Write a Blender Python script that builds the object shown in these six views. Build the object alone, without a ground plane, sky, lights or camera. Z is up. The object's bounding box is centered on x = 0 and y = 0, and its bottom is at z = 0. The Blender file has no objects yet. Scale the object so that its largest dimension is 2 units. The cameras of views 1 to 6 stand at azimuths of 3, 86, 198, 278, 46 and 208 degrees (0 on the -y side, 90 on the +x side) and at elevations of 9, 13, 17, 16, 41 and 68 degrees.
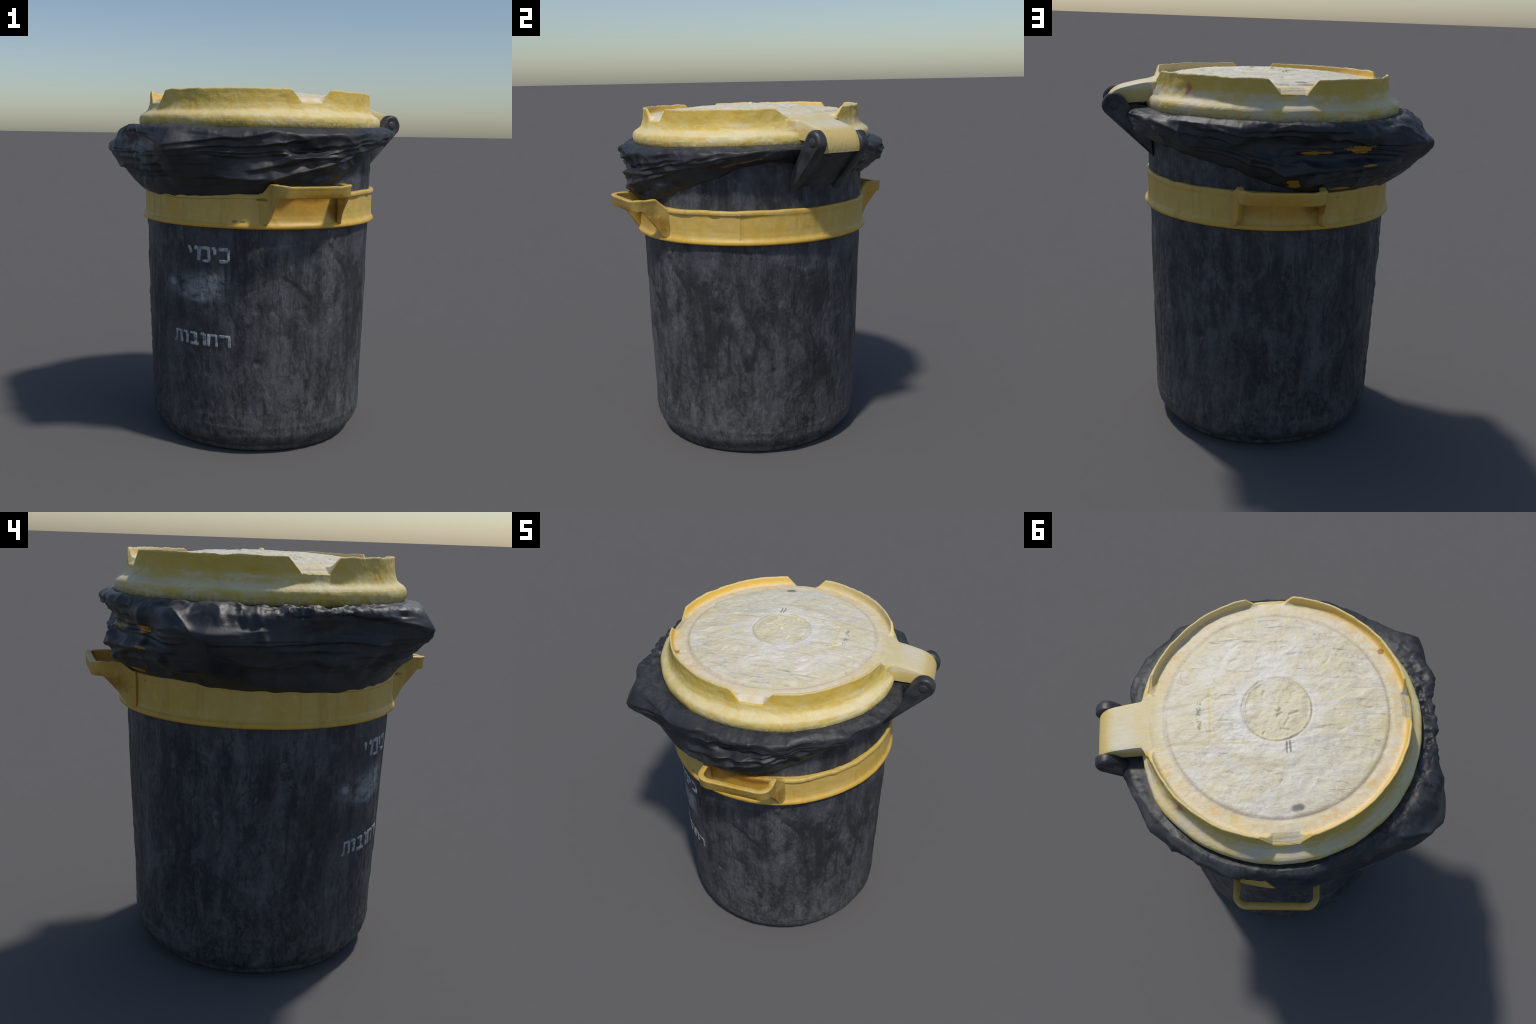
# A battered black plastic rubbish bin with a yellow carrying band, a yellow hinged lid and
# a bin bag bunched under the lid.
import bpy, math
import numpy as np
from mathutils import Vector

CX, CY = 0.030, 0.002          # axis of the bin
HINGE = 29.0                   # azimuth of the lid hinge (degrees, from +x)
D2R = math.pi / 180.0

# ------------------------------------------------------------------ noise
def _hash(ix, iy, iz, seed):
    h = (ix * 374761393 + iy * 668265263 + iz * 2147483647 + seed * 974711) & 0xFFFFFFFF
    h = ((h ^ (h >> 13)) * 1274126177) & 0xFFFFFFFF
    h = ((h ^ (h >> 16)) * 2246822519) & 0xFFFFFFFF
    return ((h ^ (h >> 15)) & 0xFFFFFF) / float(0xFFFFFF)

def vnoise(x, y, z, seed=0):
    """smooth 3D value noise in -1..1"""
    x, y, z = np.broadcast_arrays(x, y, z)
    fx, fy, fz = np.floor(x), np.floor(y), np.floor(z)
    ix, iy, iz = fx.astype(np.int64), fy.astype(np.int64), fz.astype(np.int64)
    x, y, z = x - fx, y - fy, z - fz
    u, v, w = [t * t * t * (t * (t * 6 - 15) + 10) for t in (x, y, z)]
    out = 0
    for a, wa in ((0, 1 - u), (1, u)):
        for b, wb in ((0, 1 - v), (1, v)):
            for c, wc in ((0, 1 - w), (1, w)):
                out = out + wa * wb * wc * _hash(ix + a, iy + b, iz + c, seed)
    return out * 2 - 1

def fbm(x, y, z, octaves=4, seed=0, gain=0.5):
    tot, amp, f, norm = 0, 1.0, 1.0, 0.0
    for o in range(octaves):
        tot = tot + amp * vnoise(x * f, y * f, z * f, seed + o * 17)
        norm += amp; amp *= gain; f *= 2.03
    return tot / norm

def smooth(a, b, x):
    t = np.clip((x - a) / (b - a), 0, 1)
    return t * t * (3 - 2 * t)

def adiff(a, b):
    """signed angle a-b in degrees, wrapped"""
    return (np.asarray(a) - b + 180.0) % 360.0 - 180.0

# ------------------------------------------------------------------ curves
def catmull(xs, ys, x):
    xs, ys = np.asarray(xs, float), np.asarray(ys, float)
    d = np.diff(ys, axis=0) / np.diff(xs).reshape((-1,) + (1,) * (ys.ndim - 1))
    m = np.empty_like(ys)
    m[1:-1] = 0.5 * (d[1:] + d[:-1]); m[0] = d[0]; m[-1] = d[-1]
    i = np.clip(np.searchsorted(xs, x, side='right') - 1, 0, len(xs) - 2)
    h = xs[i + 1] - xs[i]; t = (x - xs[i]) / h
    sh = (-1,) + (1,) * (ys.ndim - 1)
    t, h = t.reshape(sh), h.reshape(sh)
    return ((2*t**3 - 3*t**2 + 1) * ys[i] + (t**3 - 2*t**2 + t) * h * m[i]
            + (-2*t**3 + 3*t**2) * ys[i + 1] + (t**3 - t**2) * h * m[i + 1])

def densify(points, step, curved=False):
    """resample an (r, z) profile at about the given spacing"""
    p = np.asarray(points, float)
    s = np.concatenate([[0], np.cumsum(np.hypot(*np.diff(p, axis=0).T))])
    if curved:
        n = max(int(s[-1] / step), 4)
        return catmull(s, p, np.linspace(0, s[-1], n + 1))
    out = [p[:1]]
    for a, b, l in zip(p[:-1], p[1:], np.diff(s)):
        n = max(int(math.ceil(l / step)), 1)
        t = np.linspace(0, 1, n + 1)[1:, None]
        out.append(a + (b - a) * t)
    return np.concatenate(out)

# ------------------------------------------------------------------ mesh helpers
def make_obj(name, verts, faces, mat, parent=None, smooth_shade=True, sharp=None):
    me = bpy.data.meshes.new(name)
    verts = np.asarray(verts, np.float32)
    if isinstance(faces, np.ndarray):
        k = faces.shape[1]
        me.vertices.add(len(verts)); me.vertices.foreach_set("co", verts.ravel())
        me.loops.add(faces.size); me.polygons.add(len(faces))
        me.loops.foreach_set("vertex_index", faces.astype(np.int32).ravel())
        me.polygons.foreach_set("loop_start", np.arange(0, faces.size, k, dtype=np.int32))
        me.update(calc_edges=True)
    else:
        me.from_pydata(verts.tolist(), [], faces)
    me.validate()
    me.polygons.foreach_set("use_smooth", [smooth_shade] * len(me.polygons))
    if sharp is not None:
        me.set_sharp_from_angle(angle=math.radians(sharp))
    me.materials.append(mat)
    ob = bpy.data.objects.new(name, me)
    bpy.context.scene.collection.objects.link(ob)
    if parent is not None:
        ob.parent = parent
    return ob

def grid_faces(rows, cols, closed_cols=True, closed_rows=False):
    r = np.arange(rows if closed_rows else rows - 1)
    c = np.arange(cols if closed_cols else cols - 1)
    R, C = np.meshgrid(r, c, indexing='ij')
    R2, C2 = (R + 1) % rows, (C + 1) % cols
    f = np.stack([R * cols + C, R * cols + C2, R2 * cols + C2, R2 * cols + C], -1)
    return f.reshape(-1, 4)

def polar(R, az):
    return CX + R * np.cos(az * D2R), CY + R * np.sin(az * D2R)

def local(d, t, z, az):
    """point at distance d from the bin axis along azimuth az, t sideways"""
    a = az * D2R
    return (CX + d * math.cos(a) - t * math.sin(a), CY + d * math.sin(a) + t * math.cos(a), z)

# ------------------------------------------------------------------ node helpers
class N:
    def __init__(self, name):
        self.m = bpy.data.materials.new(name); self.m.use_nodes = True
        self.t = self.m.node_tree; self.t.nodes.clear()
        self.out = self.t.nodes.new('ShaderNodeOutputMaterial')
        self.b = self.t.nodes.new('ShaderNodeBsdfPrincipled')
        self.t.links.new(self.b.outputs[0], self.out.inputs[0])
        tc = self.t.nodes.new('ShaderNodeTexCoord')
        self.obj = tc.outputs['Object']
        sx = self.node('ShaderNodeSeparateXYZ'); self.link(self.obj, sx.inputs[0])
        self.x = self.math('SUBTRACT', sx.outputs[0], CX)
        self.y = self.math('SUBTRACT', sx.outputs[1], CY)
        self.z = sx.outputs[2]
        self.az = self.math('MULTIPLY', self.math('ARCTAN2', self.y, self.x), 1 / D2R)
        self.r = self.math('SQRT', self.math('ADD', self.math('MULTIPLY', self.x, self.x),
                                             self.math('MULTIPLY', self.y, self.y)))
    def node(self, k): return self.t.nodes.new(k)
    def link(self, a, b): self.t.links.new(a, b)
    def put(self, sock, v):
        if isinstance(v, bpy.types.NodeSocket): self.link(v, sock)
        else: sock.default_value = v
    def math(self, op, a, b=0.0, c=0.0, clamp=False):
        n = self.node('ShaderNodeMath'); n.operation = op; n.use_clamp = clamp
        self.put(n.inputs[0], a); self.put(n.inputs[1], b); self.put(n.inputs[2], c)
        return n.outputs[0]
    def add(self, a, b): return self.math('ADD', a, b)
    def mul(self, a, b): return self.math('MULTIPLY', a, b)
    def inv(self, a): return self.math('SUBTRACT', 1.0, a)
    def step(self, v, lo, hi, to0=0.0, to1=1.0):
        n = self.node('ShaderNodeMapRange'); n.interpolation_type = 'SMOOTHSTEP'
        self.put(n.inputs['Value'], v)
        if lo > hi: lo, hi, to0, to1 = hi, lo, to1, to0
        n.inputs['From Min'].default_value = lo; n.inputs['From Max'].default_value = hi
        n.inputs['To Min'].default_value = to0; n.inputs['To Max'].default_value = to1
        return n.outputs['Result']
    def coords(self, scale=(1, 1, 1), rot=0.0, off=(0, 0, 0)):
        m = self.node('ShaderNodeMapping'); self.link(self.obj, m.inputs[0])
        if rot:
            # turn first, then stretch
            m.inputs['Rotation'].default_value = (0, 0, -rot * D2R)
            m.inputs['Location'].default_value = off
            m2 = self.node('ShaderNodeMapping'); self.link(m.outputs[0], m2.inputs[0])
            m2.inputs['Scale'].default_value = scale
            return m2.outputs[0]
        m.inputs['Scale'].default_value = scale; m.inputs['Location'].default_value = off
        return m.outputs[0]
    def noise(self, scale, detail=6, rough=0.6, dist=0.0, stretch=(1, 1, 1), rot=0.0, off=(0, 0, 0)):
        n = self.node('ShaderNodeTexNoise')
        self.link(self.coords(stretch, rot, off), n.inputs['Vector'])
        n.inputs['Scale'].default_value = scale; n.inputs['Detail'].default_value = detail
        n.inputs['Roughness'].default_value = rough; n.inputs['Distortion'].default_value = dist
        return n.outputs[0]
    def voronoi(self, scale, stretch=(1, 1, 1), rot=0.0, off=(0, 0, 0), feature='F1'):
        n = self.node('ShaderNodeTexVoronoi'); n.feature = feature
        self.link(self.coords(stretch, rot, off), n.inputs['Vector'])
        n.inputs['Scale'].default_value = scale
        return n.outputs['Distance']
    def mix(self, f, a, b):
        n = self.node('ShaderNodeMix'); n.data_type = 'RGBA'
        self.put(n.inputs[0], f)
        for s, v in ((n.inputs[6], a), (n.inputs[7], b)):
            if isinstance(v, bpy.types.NodeSocket): self.link(v, s)
            else: s.default_value = (*v, 1.0)
        return n.outputs[2]
    def ellipse(self, u, v, u0, v0, wu, wv, wobble=None, amt=0.5, soft=(0.6, 1.1)):
        a = self.math('DIVIDE', self.math('SUBTRACT', u, u0), wu)
        b = self.math('DIVIDE', self.math('SUBTRACT', v, v0), wv)
        d = self.math('SQRT', self.add(self.mul(a, a), self.mul(b, b)))
        if wobble is not None:
            d = self.add(d, self.mul(self.math('SUBTRACT', wobble, 0.5), amt))
        return self.step(d, soft[1], soft[0])
    def stroke(self, u, v, p, q, width, ku, wobble=None, amt=0.03):
        """soft line from p to q in (u*ku, v) metres"""
        px, py, qx, qy = p[0] * ku, p[1], q[0] * ku, q[1]
        dx, dy = qx - px, qy - py; L2 = dx * dx + dy * dy
        ax = self.math('SUBTRACT', self.mul(u, ku), px); ay = self.math('SUBTRACT', v, py)
        t = self.math('DIVIDE', self.add(self.mul(ax, dx), self.mul(ay, dy)), L2, clamp=True)
        ex = self.math('SUBTRACT', ax, self.mul(t, dx)); ey = self.math('SUBTRACT', ay, self.mul(t, dy))
        d = self.math('SQRT', self.add(self.mul(ex, ex), self.mul(ey, ey)))
        if wobble is not None:
            d = self.add(d, self.mul(self.math('SUBTRACT', wobble, 0.5), amt))
        return self.step(d, width, width * 0.45)
    def vmax(self, *a):
        o = a[0]
        for b in a[1:]: o = self.math('MAXIMUM', o, b)
        return o
    def finish(self, col, rough=0.5, bump=None, strength=0.3, dist=0.01, **kw):
        self.put(self.b.inputs['Base Color'], col if isinstance(col, bpy.types.NodeSocket) else (*col, 1))
        self.put(self.b.inputs['Roughness'], rough)
        for k, v in kw.items(): self.put(self.b.inputs[k.replace('_', ' ')], v)
        if bump is not None:
            n = self.node('ShaderNodeBump'); n.inputs['Strength'].default_value = strength
            n.inputs['Distance'].default_value = dist
            self.link(bump, n.inputs['Height']); self.link(n.outputs[0], self.b.inputs['Normal'])
        return self.m

# ------------------------------------------------------------------ materials
def barrel_colour(n):
    big = n.noise(2.2, 5, 0.6, 0.4)
    mid = n.noise(7.0, 8, 0.68, 1.0, (1, 1, 0.55))
    streak = n.noise(9.0, 6, 0.6, 0.6, (1, 1, 0.13))
    drip = n.noise(13.0, 5, 0.65, 1.6, (1, 1, 0.22), off=(3.1, 1.7, 0.4))
    scuff = n.noise(30.0, 6, 0.75, 1.2, (1, 1, 0.6))
    f = n.add(n.mul(n.step(mid, 0.33, 0.68), 0.42), n.mul(n.step(streak, 0.35, 0.7), 0.26))
    f = n.add(f, n.mul(n.step(big, 0.35, 0.65), 0.12))
    f = n.add(f, n.mul(n.step(scuff, 0.42, 0.72), 0.32))
    f = n.step(f, 0.04, 0.98)
    col = n.mix(f, (0.018, 0.019, 0.023), (0.112, 0.115, 0.126))  # pale tone darkened and tinted blue towards the skylit shade on the barrel
    dk = n.step(drip, 0.56, 0.62)
    col = n.mix(n.mul(dk, 0.65), col, (0.022, 0.022, 0.025))
    # thin crossing scratches, dark and pale
    s1 = n.step(n.voronoi(7.0, (1, 1, 0.8), 0, (0.3, 0, 0), 'DISTANCE_TO_EDGE'), 0.02, 0.004)
    brk = n.step(n.noise(5.0, 3, 0.5, 0, off=(7, 2, 1)), 0.52, 0.62)
    col = n.mix(n.mul(n.mul(s1, brk), 0.55), col, (0.018, 0.018, 0.021))
    s2 = n.step(n.noise(16, 3, 0.5, 2.5, (1, 1, 0.35), off=(5, 5, 5)), 0.695, 0.74)
    col = n.mix(n.mul(s2, 0.35), col, (0.19, 0.195, 0.20))
    sp = n.step(n.voronoi(36, off=(2, 1, 0)), 0.10, 0.05)
    spm = n.step(n.noise(3, 2, 0.5, 0, off=(9, 9, 1)), 0.52, 0.62)
    col = n.mix(n.mul(n.mul(sp, spm), 0.5), col, (0.16, 0.16, 0.165))
    return col, mid, scuff, drip

def mat_barrel():
    n = N('weathered_black_plastic')
    col, mid, scuff, drip = barrel_colour(n)
    w = n.noise(9.0, 6, 0.65, 0.5, off=(1, 4, 2))
    wf = n.noise(22.0, 6, 0.7, 0.8, (1, 1, 0.4), off=(4, 1, 2))
    k = 0.65 * D2R
    # broad dark water marks on the sunny side
    marks = [((-11.2, 1.13), (-9.0, 0.92), .030), ((-9.0, .92), (-1.7, .74), .026), ((-1.7, .74), (-5.3, .56), .022),
             ((-39.8, 1.08), (-28.7, .98), .028), ((-49.1, 1.16), (-37.0, .98), .024), ((-28, 1.03), (-27, .55), .032),
             ((-65.8, .93), (-55.8, .82), .018), ((-74.2, 1.0), (-65.8, .94), .016), ((-16.2, .78), (-17.0, .55), .012)]
    m = n.vmax(*[n.stroke(n.az, n.z, p, q, wd, k, w, 0.022) for p, q, wd in marks])
    col = n.mix(n.mul(m, 0.85), col, (0.024, 0.024, 0.027))
    blot = n.vmax(n.ellipse(n.az, n.z, -55, 1.215, 4.5, .06, w, 1.2), n.ellipse(n.az, n.z, -88, 1.17, 3.6, .03, w, .8),
                  n.ellipse(n.az, n.z, -80, 1.03, 6, .05, w, 1.4), n.ellipse(n.az, n.z, 22, .40, 5, .045, wf, 1.6))
    col = n.mix(n.mul(blot, 0.6), col, (0.022, 0.022, 0.026))
    # rubbed patch of old white paint between the two words
    sm = n.vmax(n.ellipse(n.az, n.z, -115, .905, 17, .072, w, 1.1, (0.35, 1.1)),
                n.mul(n.ellipse(n.az, n.z, -112, .965, 20, .058, w, 1.1, (0.3, 1.15)), 0.6),
                n.mul(n.ellipse(n.az, n.z, -131, .95, 5, .045, wf, 2.2, (0.3, 0.9)), 0.8))
    rub = n.step(n.noise(14, 6, 0.7, 0.9, (0.6, 0.6, 1.7), off=(2, 2, 8)), 0.25, 0.72)
    col = n.mix(n.mul(n.mul(sm, rub), 0.95), col, (0.38, 0.41, 0.44))
    # black overpainted ground around the stencilled words
    dkp = n.vmax(n.ellipse(n.az, n.z, -117, .70, 24, .15, w, 0.9, (0.4, 1.2)), n.ellipse(n.az, n.z, -117, 1.09, 22, .075, w, .9, (0.4, 1.2)))
    col = n.mix(n.mul(n.mul(dkp, n.inv(sm)), 0.42), col, (0.026, 0.028, 0.033))
    big2 = n.noise(4.5, 4, 0.6, 0.3, off=(5, 9, 2))
    br = n.noise(6.5, 7, 0.62, 2.2, (1, 1, 0.45), off=(11, 3, 5))
    ridge = n.step(n.math('ABSOLUTE', n.math('SUBTRACT', br, 0.5)), 0.030, 0.010)
    upper = n.mul(n.step(n.add(n.z, n.mul(n.math('SUBTRACT', w, .5), .5)), 0.72, 1.05), n.step(wf, .40, .55))
    sc = n.step(n.math('ABSOLUTE', n.math('SUBTRACT', n.noise(8, 6, .68, 2.0, (1, 1, .8), off=(3, 9, 9)), .5)), .010, .003)
    col = n.mix(n.mul(n.mul(sc, n.step(wf, .42, .58)), .6), col, (0.015, 0.015, 0.018))
    col = n.mix(n.mul(n.mul(ridge, upper), .75), col, (0.014, 0.014, 0.017))
    drp = n.step(n.noise(10, 5, .62, .7, (1, 1, .07), off=(2, 8, 3)), .545, .60)
    dfade = n.step(n.add(n.z, n.mul(n.math('SUBTRACT', big2, .5), .9)), .75, 1.10)
    col = n.mix(n.mul(n.mul(drp, dfade), .7), col, (0.017, 0.018, 0.022))
    film = n.mul(n.step(n.add(n.z, n.mul(n.math('SUBTRACT', w, .5), .35)), 1.02, 1.16), n.step(n.noise(5, 5, .6, .5, off=(2, 6, 6)), .38, .62))
    col = n.mix(n.mul(film, .34), col, (0.105, 0.112, 0.135))
    dust = n.mul(n.step(n.add(n.z, n.mul(n.math('SUBTRACT', w, .5), .6)), .62, .20), n.step(scuff, .38, .62))
    col = n.mix(n.mul(dust, .38), col, (0.125, 0.120, 0.112))
    h = n.add(n.mul(mid, 1.0), n.add(n.mul(scuff, 0.6), n.mul(drip, 0.5)))
    return n.finish(col, n.step(mid, 0.3, 0.7, 0.62, 0.48), h, 0.45, 0.02, Specular_IOR_Level=0.4)

def mat_paint():
    n = N('stencilled_white_paint')
    w = n.noise(26, 6, 0.7, 0.6)
    w2 = n.noise(7, 3, 0.6, 0.3, off=(3, 3, 3))
    f = n.mul(n.step(w, 0.30, 0.60), n.step(w2, 0.2, 0.55, 0.55, 1.0))
    w3 = n.noise(60, 4, 0.7, 0.5, off=(1, 2, 3))
    f = n.mul(f, n.step(w3, 0.25, 0.6, 0.55, 1.0))
    col = n.mix(f, (0.07, 0.075, 0.085), (0.43, 0.46, 0.49))
    return n.finish(col, 0.6, w, 0.3, 0.004)

def mat_bag():
    n = N('black_bin_bag_film')
    a = n.noise(5, 6, 0.65, 0.8); b = n.noise(28, 7, 0.7, 1.0, (1, 1, 1.6))
    col = n.mix(n.step(a, 0.3, 0.7), (0.012, 0.013, 0.016), (0.034, 0.036, 0.042))
    col = n.mix(n.mul(n.step(b, 0.5, 0.75), 0.3), col, (0.07, 0.072, 0.078))
    # dust that collects where the film lies against the lid
    dust = n.mul(n.step(n.z, 1.765, 1.80), n.step(n.noise(20, 6, 0.75, 0.5), 0.38, 0.66))
    col = n.mix(n.mul(dust, 0.30), col, (0.16, 0.155, 0.135))
    w = n.noise(26, 5, 0.7, 0.6, off=(5, 2, 1))
    spots = [(147, 1.662, 5.5, .018), (125.5, 1.650, 5, .007), (131, 1.649, 3, .005), (148, 1.584, 2.6, .007),
             (118.8, 1.498, 2.8, .022), (138.5, 1.468, 5, .006)]
    o = n.vmax(*[n.ellipse(n.az, n.z, a0, z0, wa, wz, w, 2.4, (0.9, 1.0)) for a0, z0, wa, wz in spots])
    col = n.mix(o, col, (0.42, 0.20, 0.012))
    lines = n.vmax(n.stroke(n.az, n.z, (-15.4, 1.69), (0.6, 1.735), .007, .7 * D2R, w, .02),
                   n.stroke(n.az, n.z, (24, 1.635), (50, 1.70), .006, .7 * D2R, w, .02))
    col = n.mix(n.mul(lines, 0.7), col, (0.20, 0.13, 0.05))
    h = n.add(n.mul(b, 1.0), n.mul(n.noise(60, 5, 0.7, 0.5), 0.5))
    return n.finish(col, n.step(a, 0.3, 0.7, 0.41, 0.56), h, 0.2, 0.010, Specular_IOR_Level=0.45)

def yellow_wear(n, base, deep, pale):
    a = n.noise(4, 6, 0.62, 0.6); b = n.noise(15, 7, 0.68, 0.8); s = n.noise(12, 5, 0.6, 0.4, (1, 1, 0.2))
    col = n.mix(n.mul(n.step(a, 0.35, 0.68), 0.8), base, deep)
    col = n.mix(n.mul(n.step(b, 0.45, 0.72), 0.55), col, pale)
    col = n.mix(n.mul(n.step(s, 0.52, 0.72), 0.35), col, deep)
    gr = n.step(n.noise(24, 6, 0.75, 0.6, off=(3, 1, 6)), 0.66, 0.76)
    col = n.mix(n.mul(gr, 0.5), col, (0.16, 0.10, 0.03))
    return col, a, b

def mat_band():
    n = N('yellow_band_plastic')
    col, a, b = yellow_wear(n, (0.60, 0.41, 0.105), (0.58, 0.36, 0.050), (0.66, 0.50, 0.19))
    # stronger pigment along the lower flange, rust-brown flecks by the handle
    low = n.mul(n.step(n.z, 1.300, 1.272), 0.7)
    col = n.mix(low, col, (0.62, 0.35, 0.02))
    w = n.noise(30, 5, 0.7, 0.5)
    fl = n.vmax(n.ellipse(n.az, n.z, -97, 1.298, 1.6, .007, w, 1.3, (.7, 1)), n.ellipse(n.az, n.z, -93.5, 1.298, 1.6, .007, w, 1.3, (.7, 1)),
                n.ellipse(n.az, n.z, -85, 1.415, 3.0, .009, w, 1.5, (.7, 1)), n.ellipse(n.az, n.z, 140, 1.415, .9, .004, w, 1.2, (.7, 1)))
    col = n.mix(n.mul(fl, 0.75), col, (0.22, 0.10, 0.01))
    og = n.vmax(n.ellipse(n.az, n.z, -66, 1.39, 17, .10, w, .7, (.5, 1.1)), n.ellipse(n.az, n.z, 114, 1.39, 19, .10, w, .7, (.5, 1.1)))
    col = n.mix(n.mul(og, n.step(w, .3, .6, .45, .85)), col, (0.56, 0.29, 0.022))
    gm = n.vmax(n.ellipse(n.az, n.z, -62, 1.425, 13, .035, w, 1.6, (.5, 1.1)), n.ellipse(n.az, n.z, -50, 1.35, 5, .06, w, 1.6, (.4, 1.1)), n.ellipse(n.az, n.z, 128, 1.38, 5, .06, w, 1.6, (.4, 1.1)))
    col = n.mix(n.mul(gm, .7), col, (0.34, 0.15, 0.012))
    sk = n.step(n.noise(14, 5, .6, .4, (1, 1, .1), off=(7, 7, 0)), .56, .66)
    col = n.mix(n.mul(sk, .4), col, (0.42, 0.27, 0.05))
    return n.finish(col, 0.48, n.add(a, n.mul(b, 0.6)), 0.25, 0.012)

def mat_lid():
    n = N('sun_bleached_yellow_plastic')
    a = n.noise(3.2, 7, 0.65, 0.7); b = n.noise(13, 8, 0.7, 0.9, off=(4, 2, 7)); c = n.noise(40, 5, 0.7, 0.6)
    grain = n.noise(9, 7, 0.7, 0.9, (0.35, 1.6, 1), HINGE)
    hair = n.noise(20, 6, 0.72, 1.3, (0.22, 1.5, 1), HINGE, (2, 5, 0))
    # --- bleached plate
    st = n.noise(5.5, 8, 0.68, 0.9, (0.7, 1.2, 1), HINGE, (1, 7, 0)); fine = n.noise(24, 7, 0.75, 1.0, (0.7, 1.15, 1), HINGE, (3, 3, 0))
    top = n.mix(n.step(st, 0.36, 0.64), (0.735, 0.69, 0.585), (0.67, 0.595, 0.40))
    top = n.mix(n.mul(n.step(a, 0.50, 0.66), 0.6), top, (0.69, 0.585, 0.29))
    top = n.mix(n.mul(n.step(a, 0.46, 0.34), 0.7), top, (0.735, 0.69, 0.635))
    top = n.mix(n.mul(n.step(fine, 0.49, 0.64), 0.6), top, (0.57, 0.51, 0.38))
    top = n.mix(n.mul(n.step(fine, 0.44, 0.32), 0.5), top, (0.79, 0.755, 0.68))
    top = n.mix(n.mul(n.step(grain, 0.53, 0.70), 0.55), top, (0.50, 0.46, 0.37))
    crk = n.noise(11, 8, 0.7, 1.8, (0.7, 1.2, 1), HINGE, (9, 4, 2))
    crl = n.mul(n.step(n.math('ABSOLUTE', n.math('SUBTRACT', crk, .5)), .012, .003), n.step(n.noise(6, 3, .6, .4, off=(1, 1, 9)), .48, .60))
    top = n.mix(n.mul(crl, 0.6), top, (0.33, 0.30, 0.24))
    top = n.mix(n.mul(n.step(hair, 0.58, 0.68), 0.7), top, (0.27, 0.25, 0.20))
    top = n.mix(n.mul(n.step(b, 0.60, 0.70), 0.5), top, (0.71, 0.60, 0.26))
    wob = n.noise(18, 5, 0.65, 0.5, off=(6, 6, 1))
    # frame turned to the hinge: u along it, v across
    ch, sh = math.cos(HINGE * D2R), math.sin(HINGE * D2R)
    u = n.add(n.mul(n.x, ch), n.mul(n.y, sh)); v = n.math('SUBTRACT', n.mul(n.y, ch), n.mul(n.x, sh))
    disc = n.step(n.add(n.r, n.mul(n.math('SUBTRACT', wob, .5), .02)), 0.166, 0.158)
    top = n.mix(n.mul(disc, n.step(b, 0.36, 0.64, 0.05, 0.5)), top, (0.69, 0.60, 0.34))
    ring = n.mul(n.step(n.r, 0.156, 0.163), n.step(n.r, 0.172, 0.165))
    top = n.mix(n.mul(n.mul(ring, n.step(b, .3, .6, .2, 1)), 0.5), top, (0.42, 0.36, 0.28))
    halo = n.mul(n.step(n.r, 0.166, 0.175), n.step(n.r, 0.26, 0.18))
    top = n.mix(n.mul(halo, 0.5), top, (0.76, 0.73, 0.68))
    # yellow rubbed line near the maker's mark and the smudged mark itself
    yl = n.stroke(u, v, (0.318, -0.13), (0.318, 0.12), .014, 1, wob, .02)
    top = n.mix(n.mul(yl, n.step(b, .3, .6, .15, .7)), top, (0.71, 0.61, 0.27))
    ln = n.vmax(n.stroke(u, v, (0.53, 0.135), (0.10, 0.165), .009, 1, wob, .016), n.stroke(u, v, (0.53, -.055), (0.39, -.07), .007, 1, wob, .01))
    top = n.mix(n.mul(ln, 0.45), top, (0.55, 0.44, 0.20))
    mk = n.mul(n.ellipse(u, v, 0.372, 0.0, .016, .085, None, 0, (.9, 1.0)), n.step(n.noise(70, 3, .6, .4), .47, .54))
    top = n.mix(n.mul(mk, 0.7), top, (0.24, 0.23, 0.21))
    ink = []
    for t0 in (128.8, 133.6):
        p = [(rr * math.cos(t * D2R), rr * math.sin(t * D2R)) for rr, t in ((.177, t0 + 1.2), (.226, t0 - 1.8))]
        ink.append(n.stroke(n.x, n.y, p[0], p[1], .0066, 1, c, .004))
    ox, oy = .495 * math.cos(126.7 * D2R), .495 * math.sin(126.7 * D2R)
    oval = n.ellipse(u, v, ox * ch + oy * sh, oy * ch - ox * sh, .042, .019, wob, 1.2, (.5, 1.1))
    top = n.mix(n.vmax(n.mul(n.vmax(*ink), .7), n.mul(oval, .85)), top, (0.13, 0.13, 0.125))
    blue = n.vmax(n.ellipse(n.x, n.y, -.185, -.185, .022, .016, wob, 1.5), n.ellipse(n.x, n.y, -.225, -.145, .016, .014, wob, 1.5))
    top = n.mix(n.mul(blue, .55), top, (0.60, 0.66, 0.78))
    nick = n.step(n.voronoi(13, (0.5, 1, 1), HINGE, (1, 3, 0)), 0.085, 0.05)
    nickm = n.step(n.noise(6, 2, .5, 0, off=(8, 1, 1)), .55, .6)
    top = n.mix(n.mul(n.mul(nick, nickm), 0.75), top, (0.17, 0.16, 0.14))
    # --- gutter round the plate
    gut = n.mix(n.step(b, 0.35, 0.68), (0.73, 0.65, 0.48), (0.71, 0.575, 0.29))
    gut = n.mix(n.mul(n.step(a, 0.42, 0.62), 0.6), gut, (0.73, 0.67, 0.56))
    gut = n.mix(n.mul(n.step(fine, 0.48, 0.64), 0.6), gut, (0.66, 0.49, 0.22))
    gut = n.mix(n.mul(n.step(n.noise(8, 6, .7, .8, off=(6, 0, 3)), .54, .64), .55), gut, (0.72, 0.50, 0.17))
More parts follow.
